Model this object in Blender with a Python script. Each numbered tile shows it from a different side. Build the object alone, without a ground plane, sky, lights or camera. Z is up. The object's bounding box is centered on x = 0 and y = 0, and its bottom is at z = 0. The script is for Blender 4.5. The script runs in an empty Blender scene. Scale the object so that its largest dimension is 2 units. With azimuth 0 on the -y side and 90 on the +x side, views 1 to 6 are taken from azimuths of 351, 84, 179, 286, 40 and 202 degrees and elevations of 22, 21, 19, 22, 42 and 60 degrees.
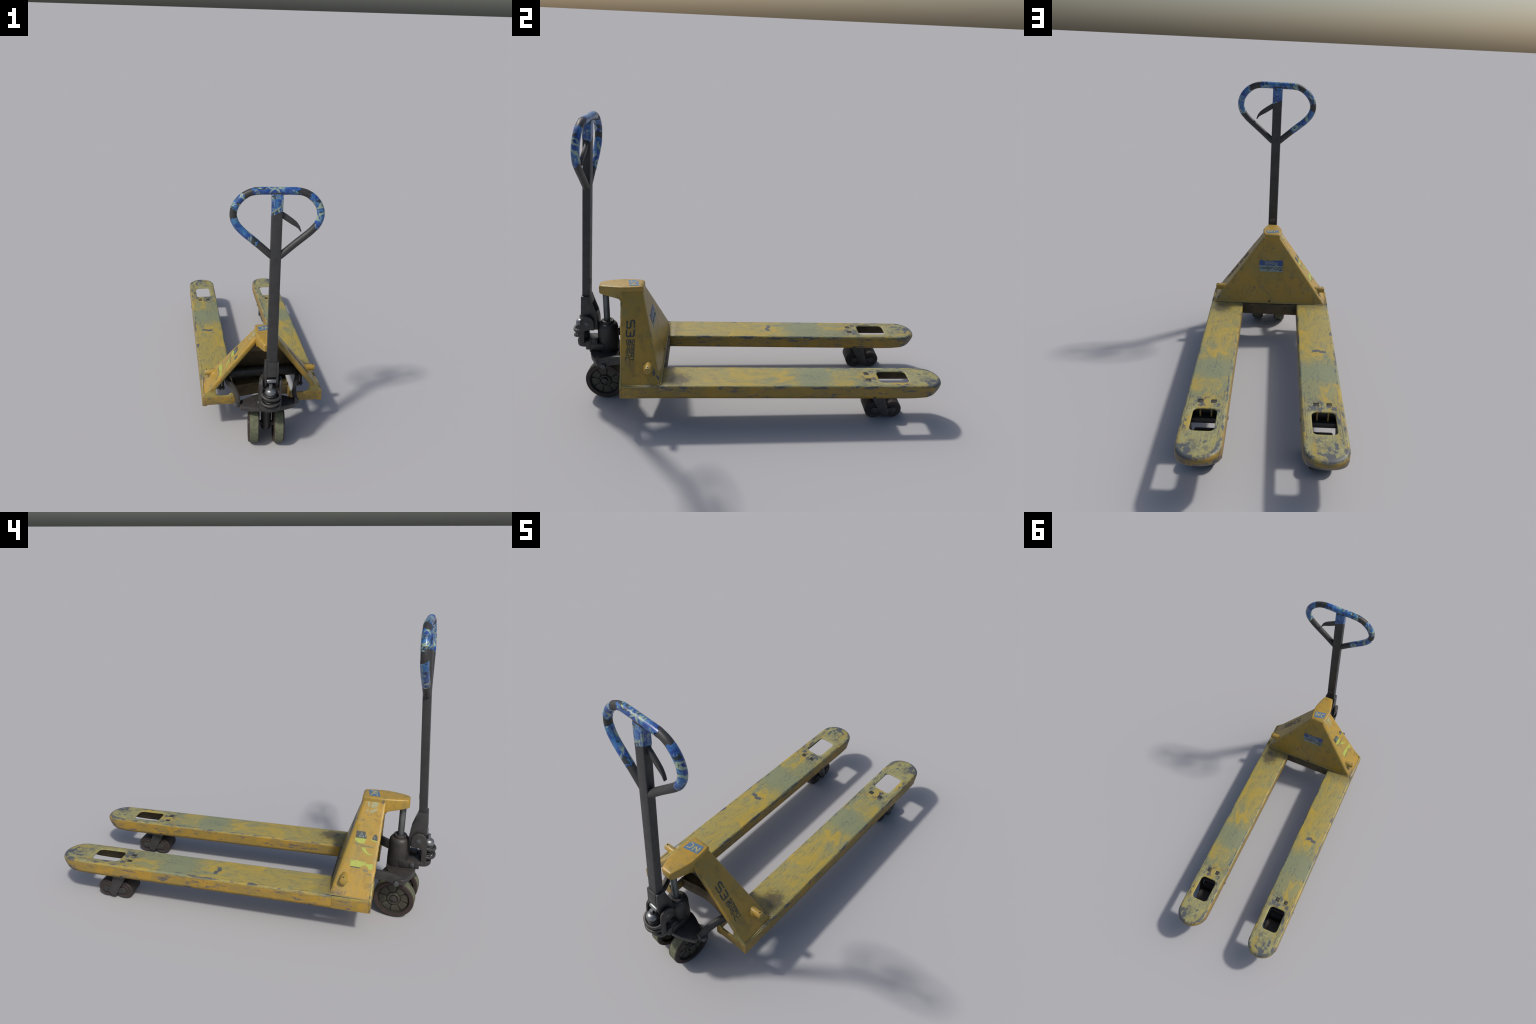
import bpy, bmesh, math, random
from mathutils import Vector, Matrix, noise

random.seed(7)
scene = bpy.context.scene
COL = scene.collection

# ------------------------------------------------------------------ helpers
def smooth(me, ang=40):
    for p in me.polygons:
        p.use_smooth = True
    try:
        me.set_sharp_from_angle(angle=math.radians(ang))
    except Exception:
        pass

def add(name, bm_or_me, mat, parent=None, ang=40, loc=None):
    if isinstance(bm_or_me, bmesh.types.BMesh):
        bmesh.ops.recalc_face_normals(bm_or_me, faces=bm_or_me.faces)
        me = bpy.data.meshes.new(name)
        bm_or_me.to_mesh(me)
        bm_or_me.free()
        smooth(me, ang)
    else:
        me = bm_or_me
    if mat is not None and not me.materials:
        me.materials.append(mat)
    ob = bpy.data.objects.new(name, me)
    COL.objects.link(ob)
    if parent is not None:
        ob.parent = parent
    if loc is not None:
        ob.location = loc
    return ob

def bevel_sharp(bm, w, seg=2, ang=30):
    if w <= 0:
        return
    bm.normal_update()
    es = [e for e in bm.edges if len(e.link_faces) == 2 and e.calc_face_angle(0) > math.radians(ang)]
    bmesh.ops.bevel(bm, geom=es, offset=w, segments=seg, profile=0.5, affect='EDGES', clamp_overlap=True)

def prism(prof, axis, a, b, bev=0.002, seg=2):
    """prof: 2D polygon in the two axes other than `axis` (cyclic order), extruded from a to b."""
    bm = bmesh.new()
    def P(q, t):
        if axis == 'x': return (t, q[0], q[1])
        if axis == 'y': return (q[0], t, q[1])
        return (q[0], q[1], t)
    va = [bm.verts.new(P(q, a)) for q in prof]
    vb = [bm.verts.new(P(q, b)) for q in prof]
    bm.faces.new(va)
    bm.faces.new(vb[::-1])
    n = len(prof)
    for i in range(n):
        bm.faces.new((va[i], vb[i], vb[(i + 1) % n], va[(i + 1) % n]))
    bmesh.ops.recalc_face_normals(bm, faces=bm.faces)
    bevel_sharp(bm, bev, seg)
    return bm

def box(x0, x1, y0, y1, z0, z1, bev=0.002, seg=2):
    return prism([(x0, y0), (x1, y0), (x1, y1), (x0, y1)], 'z', z0, z1, bev, seg)

def merge(*bms):
    out = bmesh.new()
    for b in bms:
        me = bpy.data.meshes.new('tmp')
        b.to_mesh(me)
        b.free()
        out.from_mesh(me)
        bpy.data.meshes.remove(me)
    return out

def revolve(profile, p0, axis, seg=40):
    """profile: (radius, distance along axis) list; ends at radius 0 are closed."""
    bm = bmesh.new()
    ax = Vector(axis).normalized()
    ref = Vector((0, 0, 1)) if abs(ax.z) < 0.9 else Vector((1, 0, 0))
    u = ax.cross(ref).normalized()
    v = ax.cross(u)
    p0 = Vector(p0)
    rows = []
    for r, d in profile:
        if r < 1e-6:
            rows.append([bm.verts.new(p0 + ax * d)])
        else:
            rows.append([bm.verts.new(p0 + ax * d + u * (r * math.cos(2 * math.pi * i / seg)) + v * (r * math.sin(2 * math.pi * i / seg))) for i in range(seg)])
    for A, B in zip(rows, rows[1:]):
        for i in range(seg):
            j = (i + 1) % seg
            if len(A) == 1 and len(B) == 1: continue
            if len(A) == 1: bm.faces.new((A[0], B[i], B[j]))
            elif len(B) == 1: bm.faces.new((A[i], B[0], A[j]))
            else: bm.faces.new((A[i], B[i], B[j], A[j]))
    return bm

def rod(p0, p1, r, bev=0.002, seg=32):
    p0 = Vector(p0); p1 = Vector(p1)
    L = (p1 - p0).length
    b = min(bev, r * 0.5, L * 0.4)
    prof = [(0, 0), (r - b, 0), (r - b * 0.3, b * 0.3), (r, b), (r, L - b), (r - b * 0.3, L - b * 0.3), (r - b, L), (0, L)]
    return revolve(prof, p0, p1 - p0, seg)

def catmull(pts, n=8):
    pts = [Vector(p) for p in pts]
    P = [pts[0] * 2 - pts[1]] + pts + [pts[-1] * 2 - pts[-2]]
    out = []
    for i in range(1, len(P) - 2):
        a, b, c, d = P[i - 1], P[i], P[i + 1], P[i + 2]
        for k in range(n):
            t = k / n
            out.append(0.5 * ((2 * b) + (c - a) * t + (2 * a - 5 * b + 4 * c - d) * t * t + (3 * b - a - 3 * c + d) * t ** 3))
    out.append(pts[-1])
    return out

def tube(path, radius, seg=24, endfn=None, closed=False):
    """path of points; radius number or function(i/(n-1)); endfn(angle)->(start shift,end shift) for ragged ends"""
    bm = bmesh.new()
    n = len(path)
    rows = []
    up = None
    for i, p in enumerate(path):
        if closed:
            t = (path[(i + 1) % n] - path[i - 1]).normalized()
        else:
            t = (path[min(i + 1, n - 1)] - path[max(i - 1, 0)]).normalized()
        if up is None:
            ref = Vector((0, 1, 0)) if abs(t.y) < 0.9 else Vector((1, 0, 0))
            up = (ref - t * ref.dot(t)).normalized()
        else:
            up = (up - t * up.dot(t)).normalized()
        s = t.cross(up)
        r = radius(i / (n - 1)) if callable(radius) else radius
        row = []
        for k in range(seg):
            a = 2 * math.pi * k / seg
            q = p + up * (math.cos(a) * r) + s * (math.sin(a) * r)
            if endfn is not None:
                s0, s1 = endfn(a)
                f = i / (n - 1)
                q += t * (s0 * max(0, 1 - f * 3) + s1 * max(0, (f - 2 / 3) * 3))
            row.append(bm.verts.new(q))
        rows.append(row)
    for i in range(n if closed else n - 1):
        A = rows[i]; B = rows[(i + 1) % n]
        for k in range(seg):
            j = (k + 1) % seg
            bm.faces.new((A[k], A[j], B[j], B[k]))
    if not closed:
        bm.faces.new(rows[0][::-1])
        bm.faces.new(rows[-1])
    return bm

def flat_bar(path, w, h, wdir, bev=0.002):
    """rectangular bar swept along a path; wdir = direction of the width w, h across."""
    bm = bmesh.new()
    wdir = Vector(wdir)
    n = len(path)
    rows = []
    for i, p in enumerate(path):
        t = (path[min(i + 1, n - 1)] - path[max(i - 1, 0)]).normalized()
        hv = t.cross(wdir).normalized()
        wv = hv.cross(t).normalized()
        rows.append([bm.verts.new(p + wv * sx * w / 2 + hv * sy * h / 2) for sx, sy in ((-1, -1), (1, -1), (1, 1), (-1, 1))])
    for A, B in zip(rows, rows[1:]):
        for k in range(4):
            j = (k + 1) % 4
            bm.faces.new((A[k], A[j], B[j], B[k]))
    bm.faces.new(rows[0][::-1]); bm.faces.new(rows[-1])
    bmesh.ops.recalc_face_normals(bm, faces=bm.faces)
    bevel_sharp(bm, bev, 2, 40)
    return bm

def lerp(a, b, t): return a + (b - a) * t

def arc(cx, cy, r, a0, a1, n=8):
    return [(cx + r * math.cos(math.radians(lerp(a0, a1, i / n))), cy + r * math.sin(math.radians(lerp(a0, a1, i / n)))) for i in range(n + 1)]

# ------------------------------------------------------------------ materials
class NT:
    def __init__(self, name):
        self.m = bpy.data.materials.new(name)
        self.m.use_nodes = True
        self.t = self.m.node_tree
        self.t.nodes.clear()
        self.out = self.n('ShaderNodeOutputMaterial')
        self.b = self.n('ShaderNodeBsdfPrincipled')
        self.l(self.b.outputs[0], self.out.inputs[0])
        self.tc = self.n('ShaderNodeTexCoord')
        self.P = self.tc.outputs['Object']
        s = self.n('ShaderNodeSeparateXYZ')
        self.l(self.P, s.inputs[0])
        self.x, self.y, self.z = s.outputs
    def n(self, k): return self.t.nodes.new(k)
    def l(self, a, b): self.t.links.new(a, b)
    def set(self, sock, v):
        if isinstance(v, (int, float)): sock.default_value = v
        elif isinstance(v, (tuple, list)):
            sock.default_value = tuple(v) + ((1,) if len(v) == 3 and len(sock.default_value) == 4 else ())
        else: self.l(v, sock)
    def math(self, op, a, b=0.0, c=None, clamp=False):
        n = self.n('ShaderNodeMath'); n.operation = op; n.use_clamp = clamp
        self.set(n.inputs[0], a); self.set(n.inputs[1], b)
        if c is not None: self.set(n.inputs[2], c)
        return n.outputs[0]
    def mapping(self, scale, loc=(0, 0, 0), src=None):
        n = self.n('ShaderNodeMapping')
        self.l(src or self.P, n.inputs['Vector'])
        n.inputs['Scale'].default_value = scale
        n.inputs['Location'].default_value = loc
        return n.outputs[0]
    def noise(self, scale, detail=4, rough=0.5, dist=0.0, vec=None, off=(0, 0, 0)):
        n = self.n('ShaderNodeTexNoise')
        if vec is None and off != (0, 0, 0): vec = self.mapping((1, 1, 1), off)
        self.l(vec or self.P, n.inputs['Vector'])
        n.inputs['Scale'].default_value = scale
        n.inputs['Detail'].default_value = detail
        n.inputs['Roughness'].default_value = rough
        n.inputs['Distortion'].default_value = dist
        return n.outputs['Fac']
    def step(self, v, a, b):
        """smoothstep a->b (a may exceed b)"""
        n = self.n('ShaderNodeMapRange'); n.interpolation_type = 'SMOOTHSTEP'
        self.set(n.inputs['Value'], v)
        if a > b:
            n.inputs['From Min'].default_value = b; n.inputs['From Max'].default_value = a
            n.inputs['To Min'].default_value = 1; n.inputs['To Max'].default_value = 0
        else:
            n.inputs['From Min'].default_value = a; n.inputs['From Max'].default_value = b
        return n.outputs[0]
    def band(self, v, lo, hi, s):
        return self.math('MULTIPLY', self.step(v, lo - s, lo + s), self.step(v, hi + s, hi - s))
    def mix(self, f, a, b):
        n = self.n('ShaderNodeMix'); n.data_type = 'RGBA'
        self.set(n.inputs[0], f); self.set(n.inputs[6], a); self.set(n.inputs[7], b)
        return n.outputs[2]
    def mul(self, *v):
        r = v[0]
        for q in v[1:]: r = self.math('MULTIPLY', r, q)
        return r
    def mx(self, *v):
        r = v[0]
        for q in v[1:]: r = self.math('MAXIMUM', r, q)
        return r
    def bump(self, h, strength=0.3, dist=0.002):
        n = self.n('ShaderNodeBump')
        n.inputs['Strength'].default_value = strength
        n.inputs['Distance'].default_value = dist
        self.l(h, n.inputs['Height'])
        self.l(n.outputs[0], self.b.inputs['Normal'])
    def done(self, col, rough=0.5, metal=0.0, spec=0.5):
        self.set(self.b.inputs['Base Color'], col)
        self.set(self.b.inputs['Roughness'], rough)
        self.set(self.b.inputs['Metallic'], metal)
        self.b.inputs['Specular IOR Level'].default_value = spec
        return self.m

ORANGE = (0.405, 0.245, 0.031)
GOLD = (0.330, 0.228, 0.044)
DUSTY = (0.330, 0.275, 0.088)
GREEN = (0.190, 0.220, 0.132)
SLATE = (0.062, 0.075, 0.098)

def chips(nt, density=0.0, scale=22, off=(0, 0, 0), stretch=(1, 1, 1)):
    v = nt.mapping(stretch, off)
    n = nt.noise(scale, 7, 0.72, 0.25, vec=v)
    return n

def mat_paint(name):
    nt = NT(name)
    big = nt.noise(7, 5, 0.6, 0.6)
    col = nt.mix(nt.step(big, 0.40, 0.68), ORANGE, GOLD)
    fine = nt.noise(60, 4, 0.6)
    col = nt.mix(nt.mul(nt.step(fine, 0.5, 0.75), 0.35), col, (0.30, 0.18, 0.03))
    # stray grey-blue paint chips
    c = chips(nt, scale=17, off=(3, 1, 2))
    area = nt.step(nt.noise(4.5, 2, 0.5, off=(5, 3, 1)), 0.48, 0.66)
    m = nt.mul(nt.step(c, 0.585, 0.63), area)
    # chips crowd the bottom weld and the rear folds
    low = nt.step(nt.z, 0.285, 0.235)
    m = nt.mx(m, nt.mul(nt.step(c, 0.53, 0.60), low, 0.8))
    ax = nt.math('ABSOLUTE', nt.x)
    # fold line of side panel and rear face: |x| falls linearly with height
    fold = nt.math('SUBTRACT', ax, nt.math('MULTIPLY_ADD', nt.z, -0.7487, 0.5232))
    foldm = nt.mul(nt.band(fold, -0.022, 0.012, 0.01), nt.step(nt.math('SUBTRACT', nt.y, nt.math('MULTIPLY_ADD', nt.z, -0.2814, -0.438)), -0.05, -0.02), nt.step(nt.x, 0.0, 0.02))
    m = nt.mx(m, nt.mul(nt.step(c, 0.545, 0.60), foldm, nt.step(nt.z, 0.52, 0.40)))
    speck = nt.noise(95, 3, 0.6, off=(2, 2, 7))
    m = nt.mx(m, nt.mul(nt.step(speck, 0.70, 0.73), 0.7))
    col = nt.mix(m, col, SLATE)
    # thin dusty-green film patches
    g = nt.mul(nt.step(nt.noise(9, 5, 0.65, 0.8, off=(1, 8, 3)), 0.46, 0.70), 0.45)
    col = nt.mix(g, col, (0.22, 0.21, 0.09))
    st = nt.noise(14, 6, 0.68, 0.5, vec=nt.mapping((1.6, 1.6, 0.45), (2, 3, 1)))
    col = nt.mix(nt.mul(nt.step(st, 0.50, 0.68), 0.50), col, (0.17, 0.12, 0.035))
    sm = nt.mul(nt.step(nt.noise(34, 7, 0.74, 0.4, off=(6, 6, 2)), 0.585, 0.65), nt.step(st, 0.40, 0.60), 0.6)
    col = nt.mix(sm, col, (0.085, 0.085, 0.075))
    nt.bump(nt.noise(120, 3, 0.6), 0.08, 0.001)
    r = nt.math('MULTIPLY_ADD', fine, 0.2, 0.30)
    return nt.done(col, r)

def mat_fork(name):
    nt = NT(name)
    ax = nt.math('ABSOLUTE', nt.x)
    fx = nt.math('SUBTRACT', ax, 0.262)            # across the fork
    afx = nt.math('ABSOLUTE', fx)
    ztop = nt.math('MULTIPLY_ADD', nt.y, -0.0085, 0.2350)
    dz = nt.math('SUBTRACT', ztop, nt.z)           # depth below the deck
    topm = nt.step(dz, 0.012, 0.004)
    str_ = nt.mapping((2.2, 0.8, 2.2), (1, 4, 0))
    big = nt.noise(7, 6, 0.62, 0.7, vec=str_)
    big2 = nt.noise(13, 6, 0.65, 0.8, off=(4, 1, 1))
    streak = nt.noise(30, 5, 0.65, 0.2, vec=nt.mapping((3.2, 0.5, 3.2), (2, 0, 5)))
    col = nt.mix(nt.step(big2, 0.36, 0.60), (0.365, 0.222, 0.030), (0.275, 0.190, 0.042))
    # traffic film on the deck
    deck = nt.mix(nt.step(big, 0.32, 0.56), (0.400, 0.284, 0.042), (0.315, 0.262, 0.074))
    deck = nt.mix(nt.mul(nt.step(big2, 0.56, 0.72), 0.65), deck, (0.46, 0.305, 0.045))
    deck = nt.mix(nt.mul(nt.step(streak, 0.5, 0.66), 0.36), deck, (0.20, 0.19, 0.095))
    # worn, greened bands where loads slide
    yw = nt.math('ADD', nt.y, nt.math('MULTIPLY_ADD', nt.noise(12, 5, 0.7), 0.24, -0.12))
    core = nt.band(yw, 0.215, 0.40, 0.035)
    wide = nt.mul(nt.band(yw, 0.06, 0.62, 0.08), nt.step(big, 0.36, 0.58))
    tipf = nt.mul(nt.step(nt.y, 0.50, 0.66), nt.step(big2, 0.40, 0.58), 0.75)
    front = nt.mul(nt.step(nt.noise(5, 4, 0.6, 0.6, off=(9, 2, 2)), 0.52, 0.70), 0.6)
    gm = nt.mx(nt.mul(core, 0.88), nt.mul(wide, 0.68), nt.mul(tipf, 0.45), nt.mul(front, 0.8))
    deck = nt.mix(gm, deck, GREEN)
    pale = nt.mul(nt.step(nt.y, 0.55, 0.7), nt.step(big, 0.42, 0.58))
    deck = nt.mix(nt.mul(pale, 0.42), deck, (0.315, 0.33, 0.165))
    col = nt.mix(topm, col, deck)
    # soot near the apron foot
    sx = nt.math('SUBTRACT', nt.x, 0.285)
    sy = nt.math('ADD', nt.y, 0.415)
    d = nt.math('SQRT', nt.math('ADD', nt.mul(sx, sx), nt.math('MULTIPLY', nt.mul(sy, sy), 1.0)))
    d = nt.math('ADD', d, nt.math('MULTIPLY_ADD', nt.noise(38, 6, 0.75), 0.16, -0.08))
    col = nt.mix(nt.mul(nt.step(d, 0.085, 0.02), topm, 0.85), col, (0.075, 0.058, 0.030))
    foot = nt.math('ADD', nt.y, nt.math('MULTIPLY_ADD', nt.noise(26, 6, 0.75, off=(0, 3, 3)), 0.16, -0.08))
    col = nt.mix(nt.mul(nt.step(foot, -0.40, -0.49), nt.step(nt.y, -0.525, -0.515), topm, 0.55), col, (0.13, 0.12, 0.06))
    # --- bare slate chips
    c = nt.noise(20, 8, 0.72, 0.35, vec=nt.mapping((1, 0.75, 1), (0, 2, 0)))
    cs = nt.noise(34, 7, 0.72, 0.3, vec=nt.mapping((1.6, 0.35, 1.6), (3, 2, 1)))
    sparse = nt.mul(nt.step(c, 0.655, 0.68), nt.step(nt.noise(4, 2, off=(7, 7, 1)), 0.42, 0.6))
    # round the tip: rim ring and blotches
    ty = nt.math('SUBTRACT', nt.y, 0.903)
    rr = nt.math('SQRT', nt.math('ADD', nt.mul(fx, fx), nt.mul(ty, ty)))
    beyond = nt.step(nt.y, 0.86, 0.91)
    ring = nt.mul(nt.band(rr, 0.074, 0.094, 0.005), beyond, nt.step(c, 0.40, 0.50))
    tipblot = nt.mul(nt.step(nt.y, 0.80, 0.87), nt.step(c, 0.50, 0.56), topm)
    nearhole = nt.mul(nt.band(nt.y, 0.56, 0.66, 0.03), nt.step(afx, 0.085, 0.06), nt.step(c, 0.51, 0.56))
    sidehole = nt.mul(nt.band(nt.y, 0.64, 0.82, 0.03), nt.band(afx, 0.056, 0.078, 0.006), nt.step(cs, 0.53, 0.57))
    edge = nt.mul(nt.band(afx, 0.083, 0.10, 0.004), nt.step(dz, 0.026, 0.012), nt.step(cs, 0.50, 0.57))
    side = nt.mul(nt.step(dz, 0.008, 0.02), nt.step(cs, 0.555, 0.61), 0.85)
    sidesoft = nt.mul(nt.step(dz, 0.008, 0.02), nt.step(nt.noise(11, 5, 0.6, 0.5, off=(2, 6, 2)), 0.50, 0.70), 0.45)
    nose = nt.mul(nt.step(nt.y, 0.84, 0.93), nt.step(dz, 0.02, 0.035), nt.step(c, 0.47, 0.55))
    # one big gouge on each deck
    gx = nt.math('MULTIPLY', nt.math('SUBTRACT', fx, 0.01), 0.45)
    gy = nt.math('SUBTRACT', nt.y, 0.095)
    gd = nt.math('SQRT', nt.math('ADD', nt.mul(gx, gx), nt.mul(gy, gy)))
    gd = nt.math('ADD', gd, nt.math('MULTIPLY_ADD', nt.noise(30, 4, 0.6, 0.5), 0.09, -0.045))
    gouge = nt.mul(nt.step(gd, 0.016, 0.011), topm, nt.step(nt.x, 0.01, -0.01))
    scr = nt.noise(26, 3, 0.5, 0.15, vec=nt.mapping((2.6, 0.35, 1), (0, 0, 0)))
    line = nt.mul(nt.step(nt.math('ABSOLUTE', nt.math('SUBTRACT', scr, 0.5)), 0.016, 0.005), nt.step(big, 0.40, 0.54), topm, 0.75)
    inl = nt.mul(nt.mx(nt.mul(nt.band(rr, 0.0755, 0.0795, 0.0015), nt.step(nt.y, 0.89, 0.905)), nt.mul(nt.band(afx, 0.0755, 0.0795, 0.0015), nt.band(nt.y, 0.5, 0.9, 0.05))), nt.step(c, 0.40, 0.52), topm, 0.8)
    smud = nt.mul(nt.band(nt.y, 0.84, 0.955, 0.03), nt.step(afx, 0.062, 0.035), nt.step(nt.noise(24, 6, 0.7, 0.6, off=(6, 1, 4)), 0.42, 0.62), topm, 0.75)
    many = nt.mul(nt.step(nt.noise(55, 6, 0.72, 0.3, vec=nt.mapping((1.5, 0.7, 1.5), (5, 2, 8))), 0.575, 0.64), nt.step(big, 0.36, 0.56), 0.45)
    m = nt.mx(inl, smud, many, sparse, ring, tipblot, nearhole, sidehole, edge, side, nose, gouge, line)
    col = nt.mix(sidesoft, col, (0.17, 0.15, 0.09))
    col = nt.mix(nt.mul(m, 0.92), col, SLATE)
    nt.bump(nt.noise(90, 4, 0.6), 0.10, 0.001)
    return nt.done(col, nt.math('MULTIPLY_ADD', big, 0.25, 0.34), spec=0.4)

def mat_metal(name, a, b, rough=0.45, metal=0.0, spec=0.5, scale=25):
    nt = NT(name)
    n = nt.noise(scale, 6, 0.65, 0.4)
    f = nt.noise(scale * 5, 3, 0.6)
    col = nt.mix(nt.step(n, 0.35, 0.68), a, b)
    col = nt.mix(nt.mul(nt.step(f, 0.62, 0.75), 0.35), col, tuple(min(1, q * 2.0 + 0.01) for q in a))
    nt.bump(f, 0.12, 0.001)
    return nt.done(col, nt.math('MULTIPLY_ADD', n, 0.25, rough - 0.12), metal, spec)

def mat_tape(name):
    nt = NT(name)
    w = nt.n('ShaderNodeTexNoise'); w.inputs['Scale'].default_value = 9; w.inputs['Detail'].default_value = 2
    nt.l(nt.P, w.inputs['Vector'])
    vm = nt.n('ShaderNodeVectorMath'); vm.operation = 'SCALE'; vm.inputs['Scale'].default_value = 0.10
    nt.l(w.outputs['Color'], vm.inputs[0])
    va = nt.n('ShaderNodeVectorMath'); va.operation = 'ADD'
    nt.l(nt.P, va.inputs[0]); nt.l(vm.outputs[0], va.inputs[1])
    vo = nt.n('ShaderNodeTexVoronoi'); vo.inputs['Scale'].default_value = 12
    nt.l(va.outputs[0], vo.inputs['Vector'])
    rings = nt.math('SINE', nt.math('MULTIPLY', vo.outputs['Distance'], 19.0))
    patch = nt.noise(12, 4, 0.6, 1.2, off=(2, 5, 1))
    blue = nt.mix(nt.step(patch, 0.36, 0.62), (0.013, 0.046, 0.235), (0.040, 0.145, 0.37))
    blue = nt.mix(nt.mul(nt.step(nt.noise(30, 4, 0.6, 1.0, off=(5, 5, 5)), 0.52, 0.66), 0.7), blue, (0.07, 0.22, 0.36))
    swirl = nt.mul(nt.step(rings, 0.35, 0.80), nt.step(nt.noise(11, 3, 0.6, 0.8, off=(3, 9, 4)), 0.40, 0.54))
    brush = nt.mul(nt.step(nt.noise(24, 4, 0.6, 2.0, vec=nt.mapping((1, 1, 0.5), (1, 7, 2))), 0.575, 0.67), 0.8)
    col = nt.mix(nt.mx(swirl, brush), blue, (0.27, 0.36, 0.27))
    dark = nt.mul(nt.step(nt.noise(24, 3, 0.6, 1.4, off=(8, 1, 1)), 0.575, 0.635), 0.92)
    col = nt.mix(dark, col, (0.025, 0.03, 0.02))
    nt.bump(nt.noise(50, 3, 0.6, 1.0), 0.25, 0.002)
    return nt.done(col, 0.30)

def mat_sticker(name, a, stain=(0.2, 0.18, 0.08), amt=0.5, lines=None):
    nt = NT(name)
    n = nt.noise(45, 6, 0.7, 0.4)
    col = nt.mix(nt.mul(nt.step(n, 0.46, 0.64), amt), a, stain)
    if lines is not None:
        s = nt.math('SINE', nt.math('MULTIPLY', nt.z, 900.0))
        m = nt.mul(nt.step(s, 0.2, 0.8), nt.step(nt.noise(220, 2, 0.5), 0.42, 0.52), 0.45)
        col = nt.mix(m, col, lines)
    return nt.done(col, 0.5)

M_PAINT = mat_paint('yellow_paint')
M_FORK = mat_fork('worn_fork_paint')
M_INNER_SHADE = mat_metal('shade_darkened_inner_paint', (0.105, 0.078, 0.036), (0.058, 0.046, 0.027), 0.6, scale=12, spec=0.3)  # yellow paint darkened to brown: occlusion inside apron and forks baked into colour
M_INSERT = mat_metal('window_insert_steel', (0.036, 0.034, 0.029), (0.028, 0.027, 0.023), 0.6)
M_POLE = mat_metal('black_pole_steel', (0.034, 0.035, 0.036), (0.027, 0.027, 0.027), 0.52)
M_CAST = mat_metal('brown_black_casting', (0.042, 0.038, 0.035), (0.026, 0.025, 0.025), 0.50)
M_DARK = mat_metal('dark_linkage_steel', (0.040, 0.039, 0.037), (0.025, 0.025, 0.025), 0.45)
M_BOLT = mat_metal('dull_bolt_steel', (0.085, 0.092, 0.095), (0.06, 0.063, 0.067), 0.42, 0.2)
M_ROD = mat_metal('piston_steel', (0.15, 0.165, 0.165), (0.10, 0.11, 0.11), 0.40, 0.35)
M_BRIGHT = mat_metal('polished_steel', (0.25, 0.26, 0.265), (0.15, 0.155, 0.16), 0.38, 0.8)
M_TREAD = mat_metal('green_grey_tread', (0.132, 0.145, 0.088), (0.090, 0.096, 0.062), 0.75, scale=40, spec=0.25)
M_RIM = mat_metal('red_brown_tyre_side', (0.050, 0.034, 0.030), (0.036, 0.028, 0.026), 0.65, scale=30, spec=0.3)
M_HUBF = mat_metal('olive_wheel_casting', (0.064, 0.061, 0.045), (0.042, 0.040, 0.032), 0.6, spec=0.3)
M_HUBD = mat_metal('dark_wheel_recess', (0.040, 0.037, 0.031), (0.028, 0.026, 0.023), 0.7, spec=0.2)
M_ROLL = mat_metal('brown_black_roller', (0.045, 0.036, 0.033), (0.032, 0.028, 0.027), 0.65, spec=0.3)
M_TAPE = mat_tape('blue_swirl_tape')
M_BLUE = mat_sticker('blue_label', (0.042, 0.078, 0.255), (0.055, 0.085, 0.13), 0.55)
M_WHITE = mat_sticker('grey_white_label', (0.245, 0.30, 0.285), (0.10, 0.11, 0.085), 0.75)
M_LTEXT = mat_sticker('pale_label_ink', (0.23, 0.29, 0.28), (0.12, 0.16, 0.18), 0.6)
M_INK = mat_sticker('slate_ink', (0.030, 0.040, 0.048), (0.13, 0.105, 0.03), 0.75)
M_BLACK = mat_sticker('black_label', (0.052, 0.062, 0.055), (0.08, 0.08, 0.06), 0.4)
M_LIME = mat_sticker('lime_label', (0.35, 0.41, 0.070), (0.31, 0.27, 0.07), 0.75, lines=(0.30, 0.36, 0.06))
M_RESID = mat_sticker('faded_label_residue', (0.30, 0.30, 0.16), (0.36, 0.24, 0.06), 0.9)
M_STAIN = mat_sticker('dark_label_residue', (0.17, 0.16, 0.08), (0.33, 0.22, 0.05), 0.9)
M_WELD = mat_sticker('rubbed_weld', (0.26, 0.225, 0.11), (0.33, 0.21, 0.04), 0.9)
M_CAPBL = mat_sticker('faded_blue_label', (0.075, 0.15, 0.28), (0.12, 0.19, 0.20), 0.5)
M_CAPTX = mat_sticker('pale_yellow_ink', (0.38, 0.36, 0.17), (0.50, 0.33, 0.08), 0.6)
M_DISC = mat_sticker('pale_disc_label', (0.10, 0.13, 0.115), (0.06, 0.065, 0.06), 0.5)
M_RED = mat_sticker('faded_red_ink', (0.12, 0.03, 0.028), (0.06, 0.03, 0.03), 0.4)

# ------------------------------------------------------------------ root
root = bpy.data.objects.new('pallet_jack', None)
COL.objects.link(root)
root['label'] = 'worn yellow hand pallet jack with blue taped handle'
root['category'] = 'pallet jack'

# ------------------------------------------------------------------ forks
HW = 0.0975
def ztop(y): return 0.2345 - 0.0085 * y
def zbot(y):
    z = 0.1645 - 0.0115 * y
    if y > 0.79: z += 0.027 * ((y - 0.79) / 0.21) ** 2
    return z

def rounded_rect(cx, cy, hx, hy, r, n=6):
    p = []
    for sx, sy, a in ((1, 1, 0), (-1, 1, 90), (-1, -1, 180), (1, -1, 270)):
        p += arc(cx + sx * (hx - r), cy + sy * (hy - r), r, a, a + 90, n)
    return p

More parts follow.
